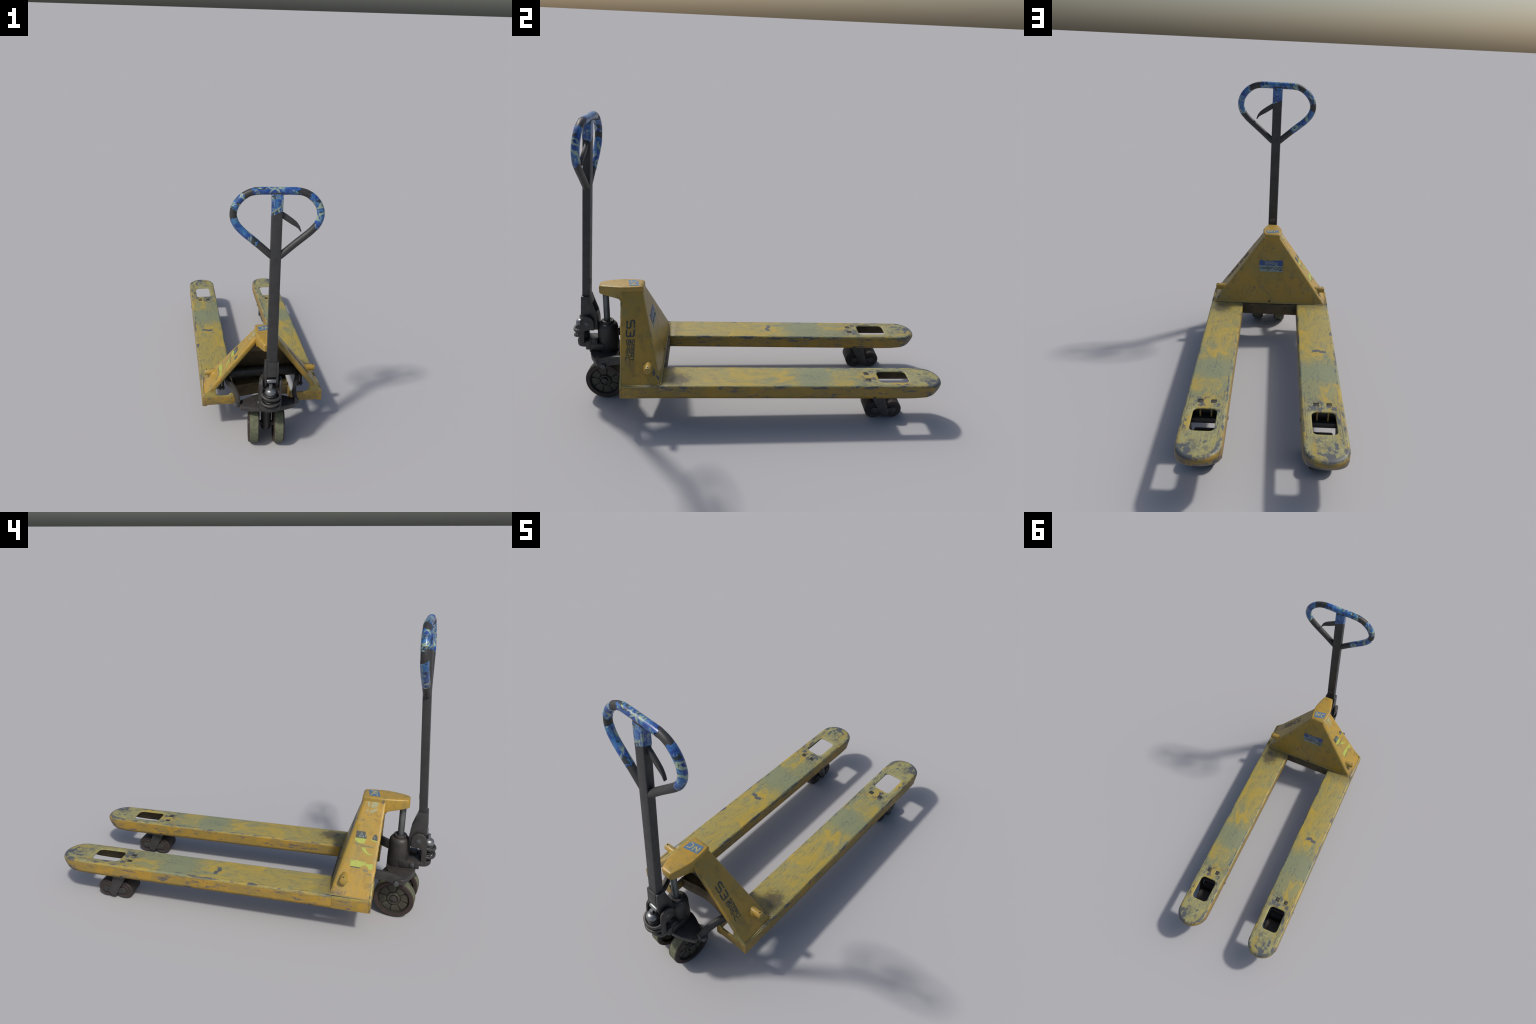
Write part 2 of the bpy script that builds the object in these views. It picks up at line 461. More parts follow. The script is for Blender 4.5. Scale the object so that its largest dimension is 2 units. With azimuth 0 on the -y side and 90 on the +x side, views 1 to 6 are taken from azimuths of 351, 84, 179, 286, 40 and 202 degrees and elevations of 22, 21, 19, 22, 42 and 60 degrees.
def build_fork(cx, dz):
    bm = bmesh.new()
    y0 = -0.520; yc = 1.0 - HW
    def outline(off):
        h = HW - off
        pts = []
        ys = [lerp(y0, yc, i / 24) for i in range(24)]
        pts += [(h, y) for y in ys]
        pts += [(h * math.cos(a), yc + h * math.sin(a)) for a in [math.pi * i / 28 for i in range(29)]]
        pts += [(-h, y) for y in ys[::-1]]
        return pts
    R = 0.011
    rows = []
    # bottom inward lip, wall, shoulder
    def tipf(y): return max(0.0, (y - 0.86) / 0.14) ** 1.5 if y > 0.86 else 0.0
    base = outline(0)
    levels = []
    levels.append(('b', 0.0)); levels.append(('b', 0.25)); levels.append(('b', 0.6)); levels.append(('b', 1.0))
    for kind, f in levels:
        row = []
        for (x, y) in base:
            t = tipf(y)
            # towards the nose the wall bellies out: inset at bottom
            inset = 0.016 * t * (1 - math.sin(f * math.pi / 2)) 
            d = Vector((x, max(0, y - yc)))
            L = d.length
            if y > yc and L > 1e-6:
                d = d / L; xx = x - d.x * inset; yy = y - d.y * inset
            else:
                xx, yy = x, y
            zb = zbot(y); zt = ztop(y) - R - 0.010 * t
            row.append(bm.verts.new((cx + xx, yy, lerp(zb, zt, f) + dz)))
        rows.append(row)
    for k in range(1, 6):
        a = k / 5 * math.pi / 2
        row = []
        o = outline(0)
        for (x, y) in o:
            t = tipf(y)
            rr = R + 0.010 * t
            ins = rr * (1 - math.cos(a))
            d = Vector((x, y - yc)) if y > yc else Vector((math.copysign(1, x), 0))
            d.normalize()
            row.append(bm.verts.new((cx + x - d.x * ins, y - d.y * ins, ztop(y) - rr + rr * math.sin(a) + dz)))
        rows.append(row)
    for A, B in zip(rows, rows[1:]):
        for i in range(len(A) - 1):
            bm.faces.new((A[i], A[i + 1], B[i + 1], B[i]))
    top = rows[-1]
    edges = []
    for i in range(len(top) - 1):
        edges.append(bm.edges.get((top[i], top[i + 1])))
    edges.append(bm.edges.new((top[-1], top[0])))
    def hole(hx0, hx1, hy0, hy1, r, lip):
        pr = rounded_rect((hx0 + hx1) / 2, (hy0 + hy1) / 2, (hx1 - hx0) / 2, (hy1 - hy0) / 2, r)
        c = Vector(((hx0 + hx1) / 2, (hy0 + hy1) / 2))
        prev = None
        for k in range(5):
            a = k / 4 * math.pi / 2
            row = []
            for (x, y) in pr:
                v = Vector((x, y)) - c
                s = Vector((math.copysign(1, v.x), math.copysign(1, v.y)))
                grow = lip * (1 - math.sin(a))
                row.append(bm.verts.new((cx + x + s.x * grow, y + s.y * grow, ztop(y) + dz - lip * (1 - math.cos(a)))))
            if prev is None:
                for i in range(len(row)):
                    j = (i + 1) % len(row)
                    if (row[i].co - row[j].co).length > 1e-7:
                        edges.append(bm.edges.new((row[i], row[j])))
            else:
                for i in range(len(row)):
                    j = (i + 1) % len(row)
                    bm.faces.new((prev[i], prev[j], row[j], row[i]))
            prev = row
    hole(-0.053, 0.053, 0.652, 0.813, 0.023, 0.006)
    for sx in (-1, 1):
        hole(sx * 0.030 - 0.0125, sx * 0.030 + 0.0125, 0.580, 0.607, 0.004, 0.002)
    bmesh.ops.triangle_fill(bm, edges=edges, use_beauty=True, use_dissolve=False)
    bmesh.ops.recalc_face_normals(bm, faces=bm.faces)
    # make sure normals point outwards (deck up)
    up = sum(f.normal.z * f.calc_area() for f in bm.faces)
    if up < 0:
        bmesh.ops.reverse_faces(bm, faces=bm.faces)
    me = bpy.data.meshes.new('fork')
    bm.to_mesh(me); bm.free()
    smooth(me, 35)
    me.materials.append(M_FORK); me.materials.append(M_INNER_SHADE)
    ob = bpy.data.objects.new('fork', me)
    COL.objects.link(ob); ob.parent = root
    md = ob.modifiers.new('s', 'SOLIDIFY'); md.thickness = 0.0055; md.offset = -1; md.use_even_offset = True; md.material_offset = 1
    return ob

def apply_mods(ob):
    dg = bpy.context.evaluated_depsgraph_get()
    me = bpy.data.meshes.new_from_object(ob.evaluated_get(dg))
    ob.modifiers.clear()
    old = ob.data
    nm = old.name
    ob.data = me
    bpy.data.meshes.remove(old)
    me.name = nm

SIDES = ((1, 0.2580, -0.0025), (-1, -0.2655, 0.003))
forks = []
for s, cx, dz in SIDES:
    f = build_fork(cx, dz)
    apply_mods(f)
    forks.append(f)
    # steel blanks visible in the two small square windows
    for sx in (-1, 1):
        z = ztop(0.594) + dz
        add('window_insert', box(cx + sx * 0.030 - 0.0124, cx + sx * 0.030 + 0.0124, 0.5801, 0.6069, z - 0.012, z - 0.0028, 0.0005), M_INSERT, f)
    # ribs hanging behind the big window
    for sx in (-1, 1):
        add('stiffener_rib', box(cx + sx * 0.025 - 0.004, cx + sx * 0.025 + 0.004, 0.622, 0.640, 0.165 + dz, 0.2225 + dz, 0.001), M_PAINT, f)
    add('cross_web', box(cx - 0.088, cx + 0.088, 0.612, 0.618, 0.160 + dz, 0.2215 + dz, 0.001), M_CAST, f)
    # pivot pin head on the outer and inner wall foot
    for sx in (-1, 1):
        xw = cx + sx * (HW + 0.0005)
        add('pivot_pin', rod((xw - sx * 0.008, 0.617, 0.159 + dz), (xw + sx * 0.0015, 0.617, 0.159 + dz), 0.009, 0.001, 20), M_CAST, f)
    # push rod inside the channel
    add('push_rod', rod((cx, -0.56, 0.195), (cx, 0.60, 0.165), 0.011), M_DARK, f)

# ------------------------------------------------------------------ fork heels (front plate and open walls below the apron)
for s, cx, dz in SIDES:
    xo = cx + s * HW; xi = cx - s * HW
    X = lambda v: s * (v - 0.361) + xo          # measured on a plate whose outer edge is 0.361
    prof = [(0.361, 0.170), (0.336, 0.170), (0.331, 0.176), (0.196, 0.176), (0.191, 0.170), (0.168, 0.170), (0.168, 0.236), (0.176, 0.246), (0.197, 0.248),
            (0.203, 0.240), (0.208, 0.233), (0.258, 0.233), (0.270, 0.237), (0.279, 0.248), (0.282, 0.262), (0.283, 0.296), (0.302, 0.304), (0.330, 0.272), (0.361, 0.238)]
    p = [(X(a), z + dz) for a, z in prof]
    plate = prism(p, 'y', -0.7115, -0.7015, 0.0015)
    outer = box(min(xo, xo - s * 0.0055), max(xo, xo - s * 0.0055), -0.7015, -0.5205, 0.1695 + dz, 0.238 + dz, 0.001)
    inner = box(min(xi, xi + s * 0.0055), max(xi, xi + s * 0.0055), -0.7015, -0.5205, 0.1695 + dz, 0.238 + dz, 0.001)
    h = add('fork_heel', merge(plate, outer, inner), M_FORK, root)

# ------------------------------------------------------------------ apron
ZA0, ZA1 = 0.2365, 0.6330
def ap_t(z): return (z - ZA0) / (ZA1 - ZA0)
def ap_xf(t): return lerp(0.3525, 0.0575, t)
def ap_xr(t): return lerp(0.3450, 0.0480, t)
def ap_yf(t): return lerp(-0.7100, -0.7310, t)
def ap_yr(t): return lerp(-0.5050, -0.6170, t)

def build_apron():
    bm = bmesh.new()
    NZ = 64
    rows = []
    for k in range(NZ + 1):
        t = k / NZ
        xf, xr, yf, yr = ap_xf(t), ap_xr(t), ap_yf(t), ap_yr(t)
        z = lerp(ZA0, ZA1, t)
        R = 0.016
        half = []
        lip = min(0.038, xf - 0.018)
        w = 0.0016 * noise.noise(Vector((1.3, 0.2, z * 28))) + 0.0012 * noise.noise(Vector((4.3, 0.2, z * 70)))
        half.append((xf - lip, yf + 0.045))
        half.append((xf - lip, yf + 0.006))
        half.append((xf - lip + 0.004, yf + 0.0015))
        half.append((xf - lip * 0.6, yf + w))
        for a in range(0, 6):
            ang = math.radians(-90 + 90 * a / 5)
            half.append((xf - 0.010 + 0.010 * math.cos(ang) + w, yf + 0.009 + 0.009 * math.sin(ang) + w))
        for q in (0.15, 0.35, 0.55, 0.75, 0.88):
            dent = 0.0006 * noise.noise(Vector((q * 3, 1, z * 9)))
            half.append((lerp(xf, xr, q) + dent * math.sin(q * math.pi), lerp(yf, yr, q)))
        for a in range(0, 7):
            ang = math.radians(0 + 90 * a / 6)
            half.append((xr - R + R * math.cos(ang), yr - R + R * math.sin(ang)))
        xs = xr - R
        for q in (0.75, 0.5, 0.25, 0.0):
            half.append((xs * q, yr))
        full = half + [(-x, y) for x, y in half[-2::-1]]
        sk = lambda x: (-0.002 if True else 0)
        rows.append([bm.verts.new((x - 0.003, y, z + (0.0025 if x < 0 else -0.0025) * (1 - t))) for x, y in full])
    for A, B in zip(rows, rows[1:]):
        for i in range(len(A) - 1):
            bm.faces.new((A[i], A[i + 1], B[i + 1], B[i]))
    bmesh.ops.recalc_face_normals(bm, faces=bm.faces)
    # orient outwards: rear face normal should be +y
    s = sum(f.normal.y * f.calc_area() for f in bm.faces if f.calc_center_median().y > -0.63 and abs(f.calc_center_median().x) < 0.1)
    if s < 0:
        bmesh.ops.reverse_faces(bm, faces=bm.faces)
    me = bpy.data.meshes.new('apron'); bm.to_mesh(me); bm.free(); smooth(me, 50)
    me.materials.append(M_PAINT); me.materials.append(M_INNER_SHADE)
    ob = bpy.data.objects.new('apron', me); COL.objects.link(ob); ob.parent = root
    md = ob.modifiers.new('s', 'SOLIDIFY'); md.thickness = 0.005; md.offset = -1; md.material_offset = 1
    apply_mods(ob)
    return ob
apron = build_apron()

def panel_pt(s, y, z, off):
    """point on the outer side panel of side s at (y, z), lifted by off along the normal"""
    t = ap_t(z)
    q = (y - ap_yf(t)) / (ap_yr(t) - ap_yf(t))
    x = lerp(ap_xf(t), ap_xr(t), q)
    n = Vector((0.805, 0.02, 0.593))
    p = Vector((x, y, z)) + n * off
    return Vector((s * p.x - 0.003, p.y, p.z - s * 0.0025 * (1 - t)))
def rear_pt(x, z, off):
    t = ap_t(z)
    y = ap_yr(t)
    n = Vector((0, 0.963, 0.269))
    return Vector((x, y, z)) + n * off

def decal(name, polys, fn, mat, parent, o0=-0.0015, o1=0.0010):
    """polys: list of 2D polygons mapped with fn(a, b, offset) into thin raised plates"""
    bm = bmesh.new()
    for poly in polys:
        lo = [bm.verts.new(fn(a, b, o0)) for a, b in poly]
        hi = [bm.verts.new(fn(a, b, o1)) for a, b in poly]
        bm.faces.new(hi); bm.faces.new(lo[::-1])
        n = len(poly)
        for i in range(n):
            bm.faces.new((lo[i], lo[(i + 1) % n], hi[(i + 1) % n], hi[i]))
    bmesh.ops.triangulate(bm, faces=[f for f in bm.faces if len(f.verts) > 4])
    return add(name, bm, mat, parent, 20)

def ragged(poly, amp, step=0.006, seed=0):
    out = []
    n = len(poly)
    for i in range(n):
        a = Vector(poly[i]); b = Vector(poly[(i + 1) % n])
        k = max(1, int((b - a).length / step))
        d = (b - a); nrm = Vector((-d.y, d.x)).normalized() if d.length > 0 else Vector((0, 0))
        for j in range(k):
            p = a + d * (j / k)
            p += nrm * amp * noise.noise(Vector((p.x * 140 + seed * 7.1, p.y * 140, seed)))
            out.append((p.x, p.y))
    return out

def stroke(path, w):
    """polyline -> quads with mitred joints, as a list of 2D polygons"""
    pts = [Vector(p) for p in path]
    n = len(pts); L = []; R_ = []
    for i in range(n):
        d0 = (pts[i] - pts[i - 1]).normalized() if i > 0 else None
        d1 = (pts[i + 1] - pts[i]).normalized() if i < n - 1 else None
        if d0 is None: d0 = d1
        if d1 is None: d1 = d0
        n0 = Vector((-d0.y, d0.x)); n1 = Vector((-d1.y, d1.x))
        m = (n0 + n1)
        m = m.normalized() if m.length > 1e-5 else n0
        k = 1 / max(0.5, m.dot(n0))
        L.append(pts[i] + m * k * w / 2); R_.append(pts[i] - m * k * w / 2)
    return [[tuple(L[i]), tuple(L[i + 1]), tuple(R_[i + 1]), tuple(R_[i])] for i in range(n - 1)]

GLYPH = {
    'S': [[(1, 1), (0, 1), (0, .5), (1, .5), (1, 0), (0, 0)]],
    'M': [[(0, 0), (0, 1), (1, 1), (1, 0)], [(.5, .92), (.5, 0)]],
    'A': [[(0, 0), (0, 1), (1, 1), (1, 0)], [(.08, .42), (.92, .42)]],
    'R': [[(0, 0), (0, 1), (1, 1), (1, .45), (.08, .45)], [(.45, .40), (1, 0)]],
    'T': [[(0, 1), (1, 1)], [(.5, .92), (.5, 0)]],
    'B': [[(0, 0), (0, 1), (.9, 1), (.9, .55), (.08, .55)], [(.0, 0), (1, 0), (1, .47)]],
    'I': [[(.5, 0), (.5, 1)]],
    'C': [[(1, 1), (0, 1), (0, 0), (1, 0)]],
    'N': [[(0, 0), (0, 1)], [(0, 1), (1, 0)], [(1, 0), (1, 1)]],
}
def word(txt, w, h, gap, sw, x0=0, y0=0):
    out = []
    x = x0
    for ch in txt:
        ww = w * (0.35 if ch == 'I' else 1.2 if ch == 'M' else 1)
        for pl in GLYPH[ch]:
            out += stroke([(x + a * ww, y0 + b * h) for a, b in pl], sw)
        x += ww + gap
    return out

def font_polys(txt, size, bold=0.0):
    cu = bpy.data.curves.new('tmp_text', 'FONT'); cu.body = txt; cu.size = size; cu.offset = bold
    cu.align_x = 'CENTER'; cu.resolution_u = 3
    ob = bpy.data.objects.new('tmp_text', cu); COL.objects.link(ob)
    dg = bpy.context.evaluated_depsgraph_get(); dg.update()
    me = bpy.data.meshes.new_from_object(ob.evaluated_get(dg))
    polys = [[(me.vertices[i].co.x, me.vertices[i].co.y) for i in p.vertices] for p in me.polygons]
    bpy.data.objects.remove(ob); bpy.data.curves.remove(cu); bpy.data.meshes.remove(me)
    return polys

# lettering on the +x panel: reads downwards, letter tops towards +y
def side_text(a, b, off):       # a along the word (down the slope), b up the letters
    return panel_pt(1, -0.690 + b, 0.5075 - a * 0.80, off)
big = []
S = [(.9, 1), (.25, 1), (.06, .9), (.06, .60), (.2, .5), (.8, .5), (.94, .4), (.94, .1), (.78, 0), (.08, 0)]
T3 = [(.08, 1), (.78, 1), (.94, .9), (.94, .62), (.80, .52), (.35, .52)]
T3b = [(.80, .52), (.94, .42), (.94, .1), (.76, 0), (.06, 0)]
big += stroke([(0.000 + x * 0.044, 0.002 + y * 0.038) for x, y in S], 0.0076)
big += stroke([(0.047 + x * 0.040, 0.002 + y * 0.038) for x, y in T3], 0.0076)
big += stroke([(0.047 + x * 0.040, 0.002 + y * 0.038) for x, y in T3b], 0.0076)
decal('lettering', big, side_text, M_INK, apron)
small = word('SMART', 0.0160, 0.0165, 0.0065, 0.0037, 0.103, 0.0268)
small += word('BASIC', 0.0180, 0.0175, 0.0070, 0.0037, 0.103, 0.0045)
decal('lettering', small, side_text, M_INK, apron)

# torn warning label on the -x panel
def sp(y, z, off): return panel_pt(-1, y, z, off)
def sp2(y, z, off): return panel_pt(-1, y, z, off + 0.0009)
decal('warning_label', [ragged([(-0.603, 0.504), (-0.646, 0.504), (-0.655, 0.482), (-0.655, 0.477), (-0.601, 0.477)], 0.001, seed=1)], sp, M_BLACK, apron)
decal('warning_label', [ragged([(-0.601, 0.4765), (-0.655, 0.4765), (-0.652, 0.468), (-0.645, 0.456), (-0.612, 0.456), (-0.607, 0.464), (-0.599, 0.463)], 0.0015, seed=2)], sp, M_LIME, apron)
decal('warning_label', [ragged([(-0.682, 0.478), (-0.690, 0.496), (-0.700, 0.500), (-0.7085, 0.490), (-0.7085, 0.474)], 0.001, seed=3)], sp, M_BLACK, apron)
decal('warning_label', [ragged([(-0.680, 0.4775), (-0.7085, 0.4735), (-0.704, 0.468), (-0.677, 0.473)], 0.0008, seed=4)], sp, M_LIME, apron)
decal('warning_label', [ragged([(-0.632, 0.441), (-0.655, 0.440), (-0.660, 0.428), (-0.674, 0.420), (-0.690, 0.418), (-0.698, 0.423), (-0.696, 0.418), (-0.680, 0.412), (-0.664, 0.416), (-0.648, 0.424)], 0.0015, seed=5)], sp, M_LIME, apron)
decal('warning_label', [ragged([(-0.590, 0.386), (-0.648, 0.386), (-0.666, 0.382), (-0.670, 0.378), (-0.702, 0.380), (-0.702, 0.360), (-0.690, 0.354), (-0.680, 0.358), (-0.676, 0.366), (-0.664, 0.370), (-0.652, 0.370), (-0.642, 0.360), (-0.590, 0.361)], 0.0015, seed=6)], sp, M_LIME, apron)
decal('label_rule', [ragged([(-0.593, 0.3605), (-0.642, 0.3595), (-0.642, 0.3565), (-0.593, 0.3575)], 0.001, 0.004, seed=9)], sp, M_BLACK, apron)
tri = stroke([(-0.6185, 0.4815), (-0.6405, 0.4815), (-0.6295, 0.4995), (-0.6185, 0.4815)], 0.0026) + stroke([(-0.6295, 0.4925), (-0.6295, 0.4865)], 0.0024)
tri += stroke([(-0.653, 0.4915), (-0.647, 0.4915), (-0.647, 0.4845), (-0.653, 0.4845)], 0.0022) + stroke([(-0.693, 0.481), (-0.690, 0.490), (-0.697, 0.484)], 0.0026)
decal('warning_symbol', tri, sp2, M_LTEXT, apron)
for k, pg in enumerate([[(-0.640, 0.628), (-0.655, 0.629), (-0.650, 0.606), (-0.644, 0.604)], [(-0.662, 0.630), (-0.698, 0.632), (-0.692, 0.612), (-0.668, 0.602), (-0.658, 0.610)],
                        [(-0.690, 0.606), (-0.697, 0.594), (-0.676, 0.586), (-0.655, 0.584), (-0.660, 0.594), (-0.675, 0.600)], [(-0.640, 0.596), (-0.650, 0.594), (-0.648, 0.582), (-0.638, 0.584)]]):
    decal('label_residue', [ragged(pg, 0.003, 0.004, seed=20 + k)], sp, M_RESID, apron, -0.001, 0.0009)

for k, pg in enumerate([[(-0.622, 0.4515), (-0.690, 0.4480), (-0.700, 0.4440), (-0.640, 0.4455)], [(-0.600, 0.4580), (-0.622, 0.4565), (-0.618, 0.4480), (-0.604, 0.4500)],
                        [(-0.655, 0.3560), (-0.676, 0.3600), (-0.680, 0.3480), (-0.660, 0.3440)], [(-0.664, 0.3420), (-0.700, 0.3400), (-0.696, 0.3350), (-0.670, 0.3370)]]):
    decal('label_residue', [ragged(pg, 0.0035, 0.004, seed=50 + k)], sp, M_STAIN, apron, -0.0015, 0.0007)

# capacity plate on the rear face
def rp(x, z, off): return rear_pt(x, z, off)
def rp2(x, z, off): return rear_pt(x, z, off + 0.0009)
decal('capacity_plate', [ragged([(0.0705, 0.4640), (-0.0735, 0.4640), (-0.0735, 0.4280), (0.030, 0.4275), (0.0690, 0.4280)], 0.0018, seed=31)], rp, M_WHITE, apron)
decal('capacity_plate', [ragged([(0.0705, 0.4955), (0.054, 0.4955), (0.048, 0.4915), (0.030, 0.4915), (0.018, 0.495), (0.004, 0.4905), (-0.012, 0.495), (-0.0735, 0.4965), (-0.0735, 0.4645), (0.0705, 0.4645)], 0.0012, seed=32)], rp, M_BLUE, apron)
def onrear(cx, cz): return lambda a, b, off: rear_pt(cx - a, cz + b, off + 0.0009)
decal('plate_lettering', font_polys('2000kg', 0.0275, 0.0008), onrear(-0.001, 0.4705), M_LTEXT, apron)
decal('plate_lettering', font_polys('CAPACITY', 0.0185, 0.0003), onrear(0.0215, 0.4425), M_INK, apron)
ce = stroke([(.000 + .0085 * math.cos(a), .0085 * math.sin(a)) for a in [math.radians(60 + 24 * i) for i in range(11)]], 0.0022)
ce += stroke([(.0165 + .0085 * math.cos(a), .0085 * math.sin(a)) for a in [math.radians(60 + 24 * i) for i in range(11)]], 0.0022) + stroke([(.008, 0), (.015, 0)], 0.0022)
decal('plate_lettering', ce, onrear(-0.0355, 0.4475), M_INK, apron)
decal('plate_symbol', [[(-0.008, -0.008), (0.008, -0.008), (0.008, -0.003), (-0.008, -0.003)], [(-0.001, -0.003), (0.001, -0.003), (0.001, 0.006), (-0.001, 0.006)], [(-0.005, 0.001), (0.005, 0.001), (0.005, 0.003), (-0.005, 0.003)]], onrear(-0.0605, 0.4435), M_INK, apron)

# side pins with weld bosses
for s, cx, dz in SIDES:
    p = panel_pt(s, -0.570, 0.305, -0.012)
    e = Vector((s * 0.338 - 0.003, -0.570, 0.315 + dz))
    st = Vector((s * 0.250, -0.570, 0.315 + dz))
    pin = add('side_pin', rod(st, e, 0.0185, 0.003), M_PAINT, apron)
    boss = revolve([(0.0, 0.008), (0.019, 0.008), (0.024, 0.005), (0.028, -0.002), (0.029, -0.006)], panel_pt(s, -0.570, 0.308, -0.001), Vector((s * 0.805, 0.02, 0.593)), 32)
    add('weld_boss', boss, M_PAINT, apron)
    eye = e + Vector((-s * 0.010, 0, 0.0180))
    add('grease_nipple', rod(eye - Vector((0, 0, 0.003)), eye + Vector((0, 0, 0.0015)), 0.0042, 0.0008, 14), M_HUBD, pin)

# weld seam at the foot of the apron
weld = []
for s, cx, dz in SIDES:
    pts = [Vector((s * lerp(0.353, 0.3455, i / 20) - 0.003, lerp(-0.705, -0.508, i / 20) , 0.2395 + dz + 0.0006 * math.sin(i * 2.1))) for i in range(21)]
    weld.append(tube(pts, 0.0035, 8))
pts = [Vector((lerp(-0.335, 0.335, i / 50), -0.5045, 0.2405 - 0.003 * (lerp(-0.335, 0.335, i / 50)) / 0.335 + 0.0006 * math.sin(i * 1.7))) for i in range(51)]
weld.append(tube(pts, 0.0035, 8))
add('weld_seam', merge(*weld), M_WELD, apron)

# ------------------------------------------------------------------ lifting cap on top of the apron
def build_cap():
    bm = bmesh.new()
    #       y      halfw  ztop   zbot  inset
    sec = [(-0.8475, 0.019, 0.6345, 0.6065, 1), (-0.8470, 0.0225, 0.6420, 0.6045, 1), (-0.8440, 0.027, 0.6465, 0.6025, 1), (-0.836, 0.0315, 0.6490, 0.6005, 1), (-0.820, 0.0365, 0.6505, 0.5970, 1),
           (-0.795, 0.0430, 0.6520, 0.5920, 1), (-0.765, 0.0500, 0.6530, 0.587, 1), (-0.742, 0.0545, 0.6535, 0.582, 1), (-0.733, 0.0560, 0.6535, 0.570, 1), (-0.724, 0.0565, 0.6540, 0.590, 1), (-0.700, 0.0560, 0.6540, 0.598, 1),
           (-0.660, 0.0530, 0.6540, 0.600, 1), (-0.632, 0.0495, 0.6540, 0.600, 1), (-0.621, 0.0470, 0.6530, 0.602, 1), (-0.614, 0.0435, 0.6490, 0.604, 1), (-0.6110, 0.0400, 0.6430, 0.608, 1), (-0.6105, 0.036, 0.634, 0.612, 1)]
    rows = []
    for y, w, zt, zb, k in sec:
        w += 0.003
        R = min(0.009, (zt - zb) * 0.4); rb = 0.005
        row = []
        for cxs, top, r, a0 in ((1, True, R, 0), (-1, True, R, 90), (-1, False, rb, 180), (1, False, rb, 270)):
            zc = zt - r if top else zb + r
            xc = cxs * (w - r)
            if not top: xc = cxs * (w - 0.003 - r)
            for a in range(6):
                an = math.radians(a0 + 90 * a / 5)
                row.append(bm.verts.new((xc + r * math.cos(an) - 0.002, y, zc + r * math.sin(an))))
        rows.append(row)
    for A, B in zip(rows, rows[1:]):
        n = len(A)
        for i in range(n):
            bm.faces.new((A[i], A[(i + 1) % n], B[(i + 1) % n], B[i]))
    bm.faces.new(rows[0]); bm.faces.new(rows[-1][::-1])
    return bm
cap = add('lifting_cap', build_cap(), M_PAINT, root, 60)
def cap_z(y): 
    return 0.6540
def cp(x, y, off): return Vector((x - 0.003, y, cap_z(y) + off))
decal('cap_label', [ragged([(-0.036, -0.700), (0.026, -0.688), (0.041, -0.684), (0.041, -0.664), (0.034, -0.634), (-0.030, -0.646), (-0.036, -0.66)], 0.0012, seed=41)], cp, M_CAPBL, cap, -0.002, 0.0008)
def cap_txt(a, b, off): return cp(-a, -b, off + 0.0012)      # read from behind: right = -x, up = -y
nc = stroke([(-0.028, 0.648), (-0.031, 0.683)], 0.0055) + stroke([(-0.029, 0.678), (-0.004, 0.652)], 0.0075) + stroke([(-0.004, 0.652), (-0.006, 0.684)], 0.005)
nc += stroke([(0.024 + 0.017 * math.cos(a), 0.668 + 0.016 * math.sin(a)) for a in [math.radians(75 + 21 * i) for i in range(11)]], 0.0048)
decal('cap_lettering', nc, cap_txt, M_CAPTX, cap, -0.002, 0.0004)

# ------------------------------------------------------------------ cross beam between the forks
front = [(lerp(-0.1695, 0.1635, i / 16), -0.634 + 0.022 * math.cos(math.pi * (i / 16 - 0.5)) ** 2) for i in range(17)]
beam = prism(front + [(0.1635, -0.490), (-0.1695, -0.490)], 'z', 0.1705, 0.2335, 0.003)
lipb = prism(front + [(x, y + 0.006) for x, y in front[::-1]], 'z', 0.2340, 0.252, 0.002)
beam_ob = add('cross_beam', merge(beam, lipb), M_INNER_SHADE, root)
add('gusset_plate', prism([(-0.125, 0.524), (0.119, 0.524), (0.062, 0.606), (-0.067, 0.606)], 'y', -0.703, -0.697, 0.002), M_INNER_SHADE, root)  # dark tint here paints in the shadow under the cap
for x, z in ((-0.097, 0.214), (0.0, 0.250), (0.102, 0.213)):
    y = -0.490 if z < 0.24 else ap_yr(ap_t(z))
    add('bolt_head', rod((x, y - 0.006, z), (x, y + 0.0015, z), 0.0055, 0.001, 16), M_HUBD, beam_ob)

# ------------------------------------------------------------------ torsion shaft, rockers, link arms
shaft = add('torsion_shaft', rod((-0.245, -0.570, 0.305), (0.245, -0.570, 0.305), 0.030, 0.003), M_DARK, root)
for s in (-1, 1):
    rk = prism([(-0.545, 0.315), (-0.562, 0.338), (-0.585, 0.335), (-0.598, 0.31), (-0.616, 0.225), (-0.610, 0.208), (-0.595, 0.206), (-0.585, 0.22), (-0.555, 0.285)], 'x', s * 0.243, s * 0.254, 0.002)
    rk2 = prism([(-0.545, 0.315), (-0.562, 0.338), (-0.585, 0.335), (-0.598, 0.31), (-0.616, 0.225), (-0.610, 0.208), (-0.595, 0.206), (-0.585, 0.22), (-0.555, 0.285)], 'x', s * 0.226, s * 0.236, 0.002)
    pinr = rod((s * 0.222, -0.602, 0.222), (s * 0.260, -0.602, 0.222), 0.008)
    add('rocker_arm', merge(rk, rk2, pinr), M_DARK, root)
    path = catmull([(s * 0.166, -0.838, 0.262), (s * 0.166, -0.815, 0.266), (s * 0.168, -0.780, 0.277), (s * 0.178, -0.735, 0.288), (s * 0.196, -0.690, 0.297), (s * 0.212, -0.640, 0.303), (s * 0.216, -0.570, 0.305)], 5)
    arm = add('link_arm', flat_bar(path, 0.021, 0.050, (1, 0, 0), 0.004), M_DARK, root)
    bolt = revolve([(0, 0.016), (0.012, 0.016), (0.0145, 0.013), (0.0145, 0.0)], (s * 0.174, -0.818, 0.250), (s, 0, 0), 6)
    add('link_bolt', bolt, M_BOLT, arm, 20)

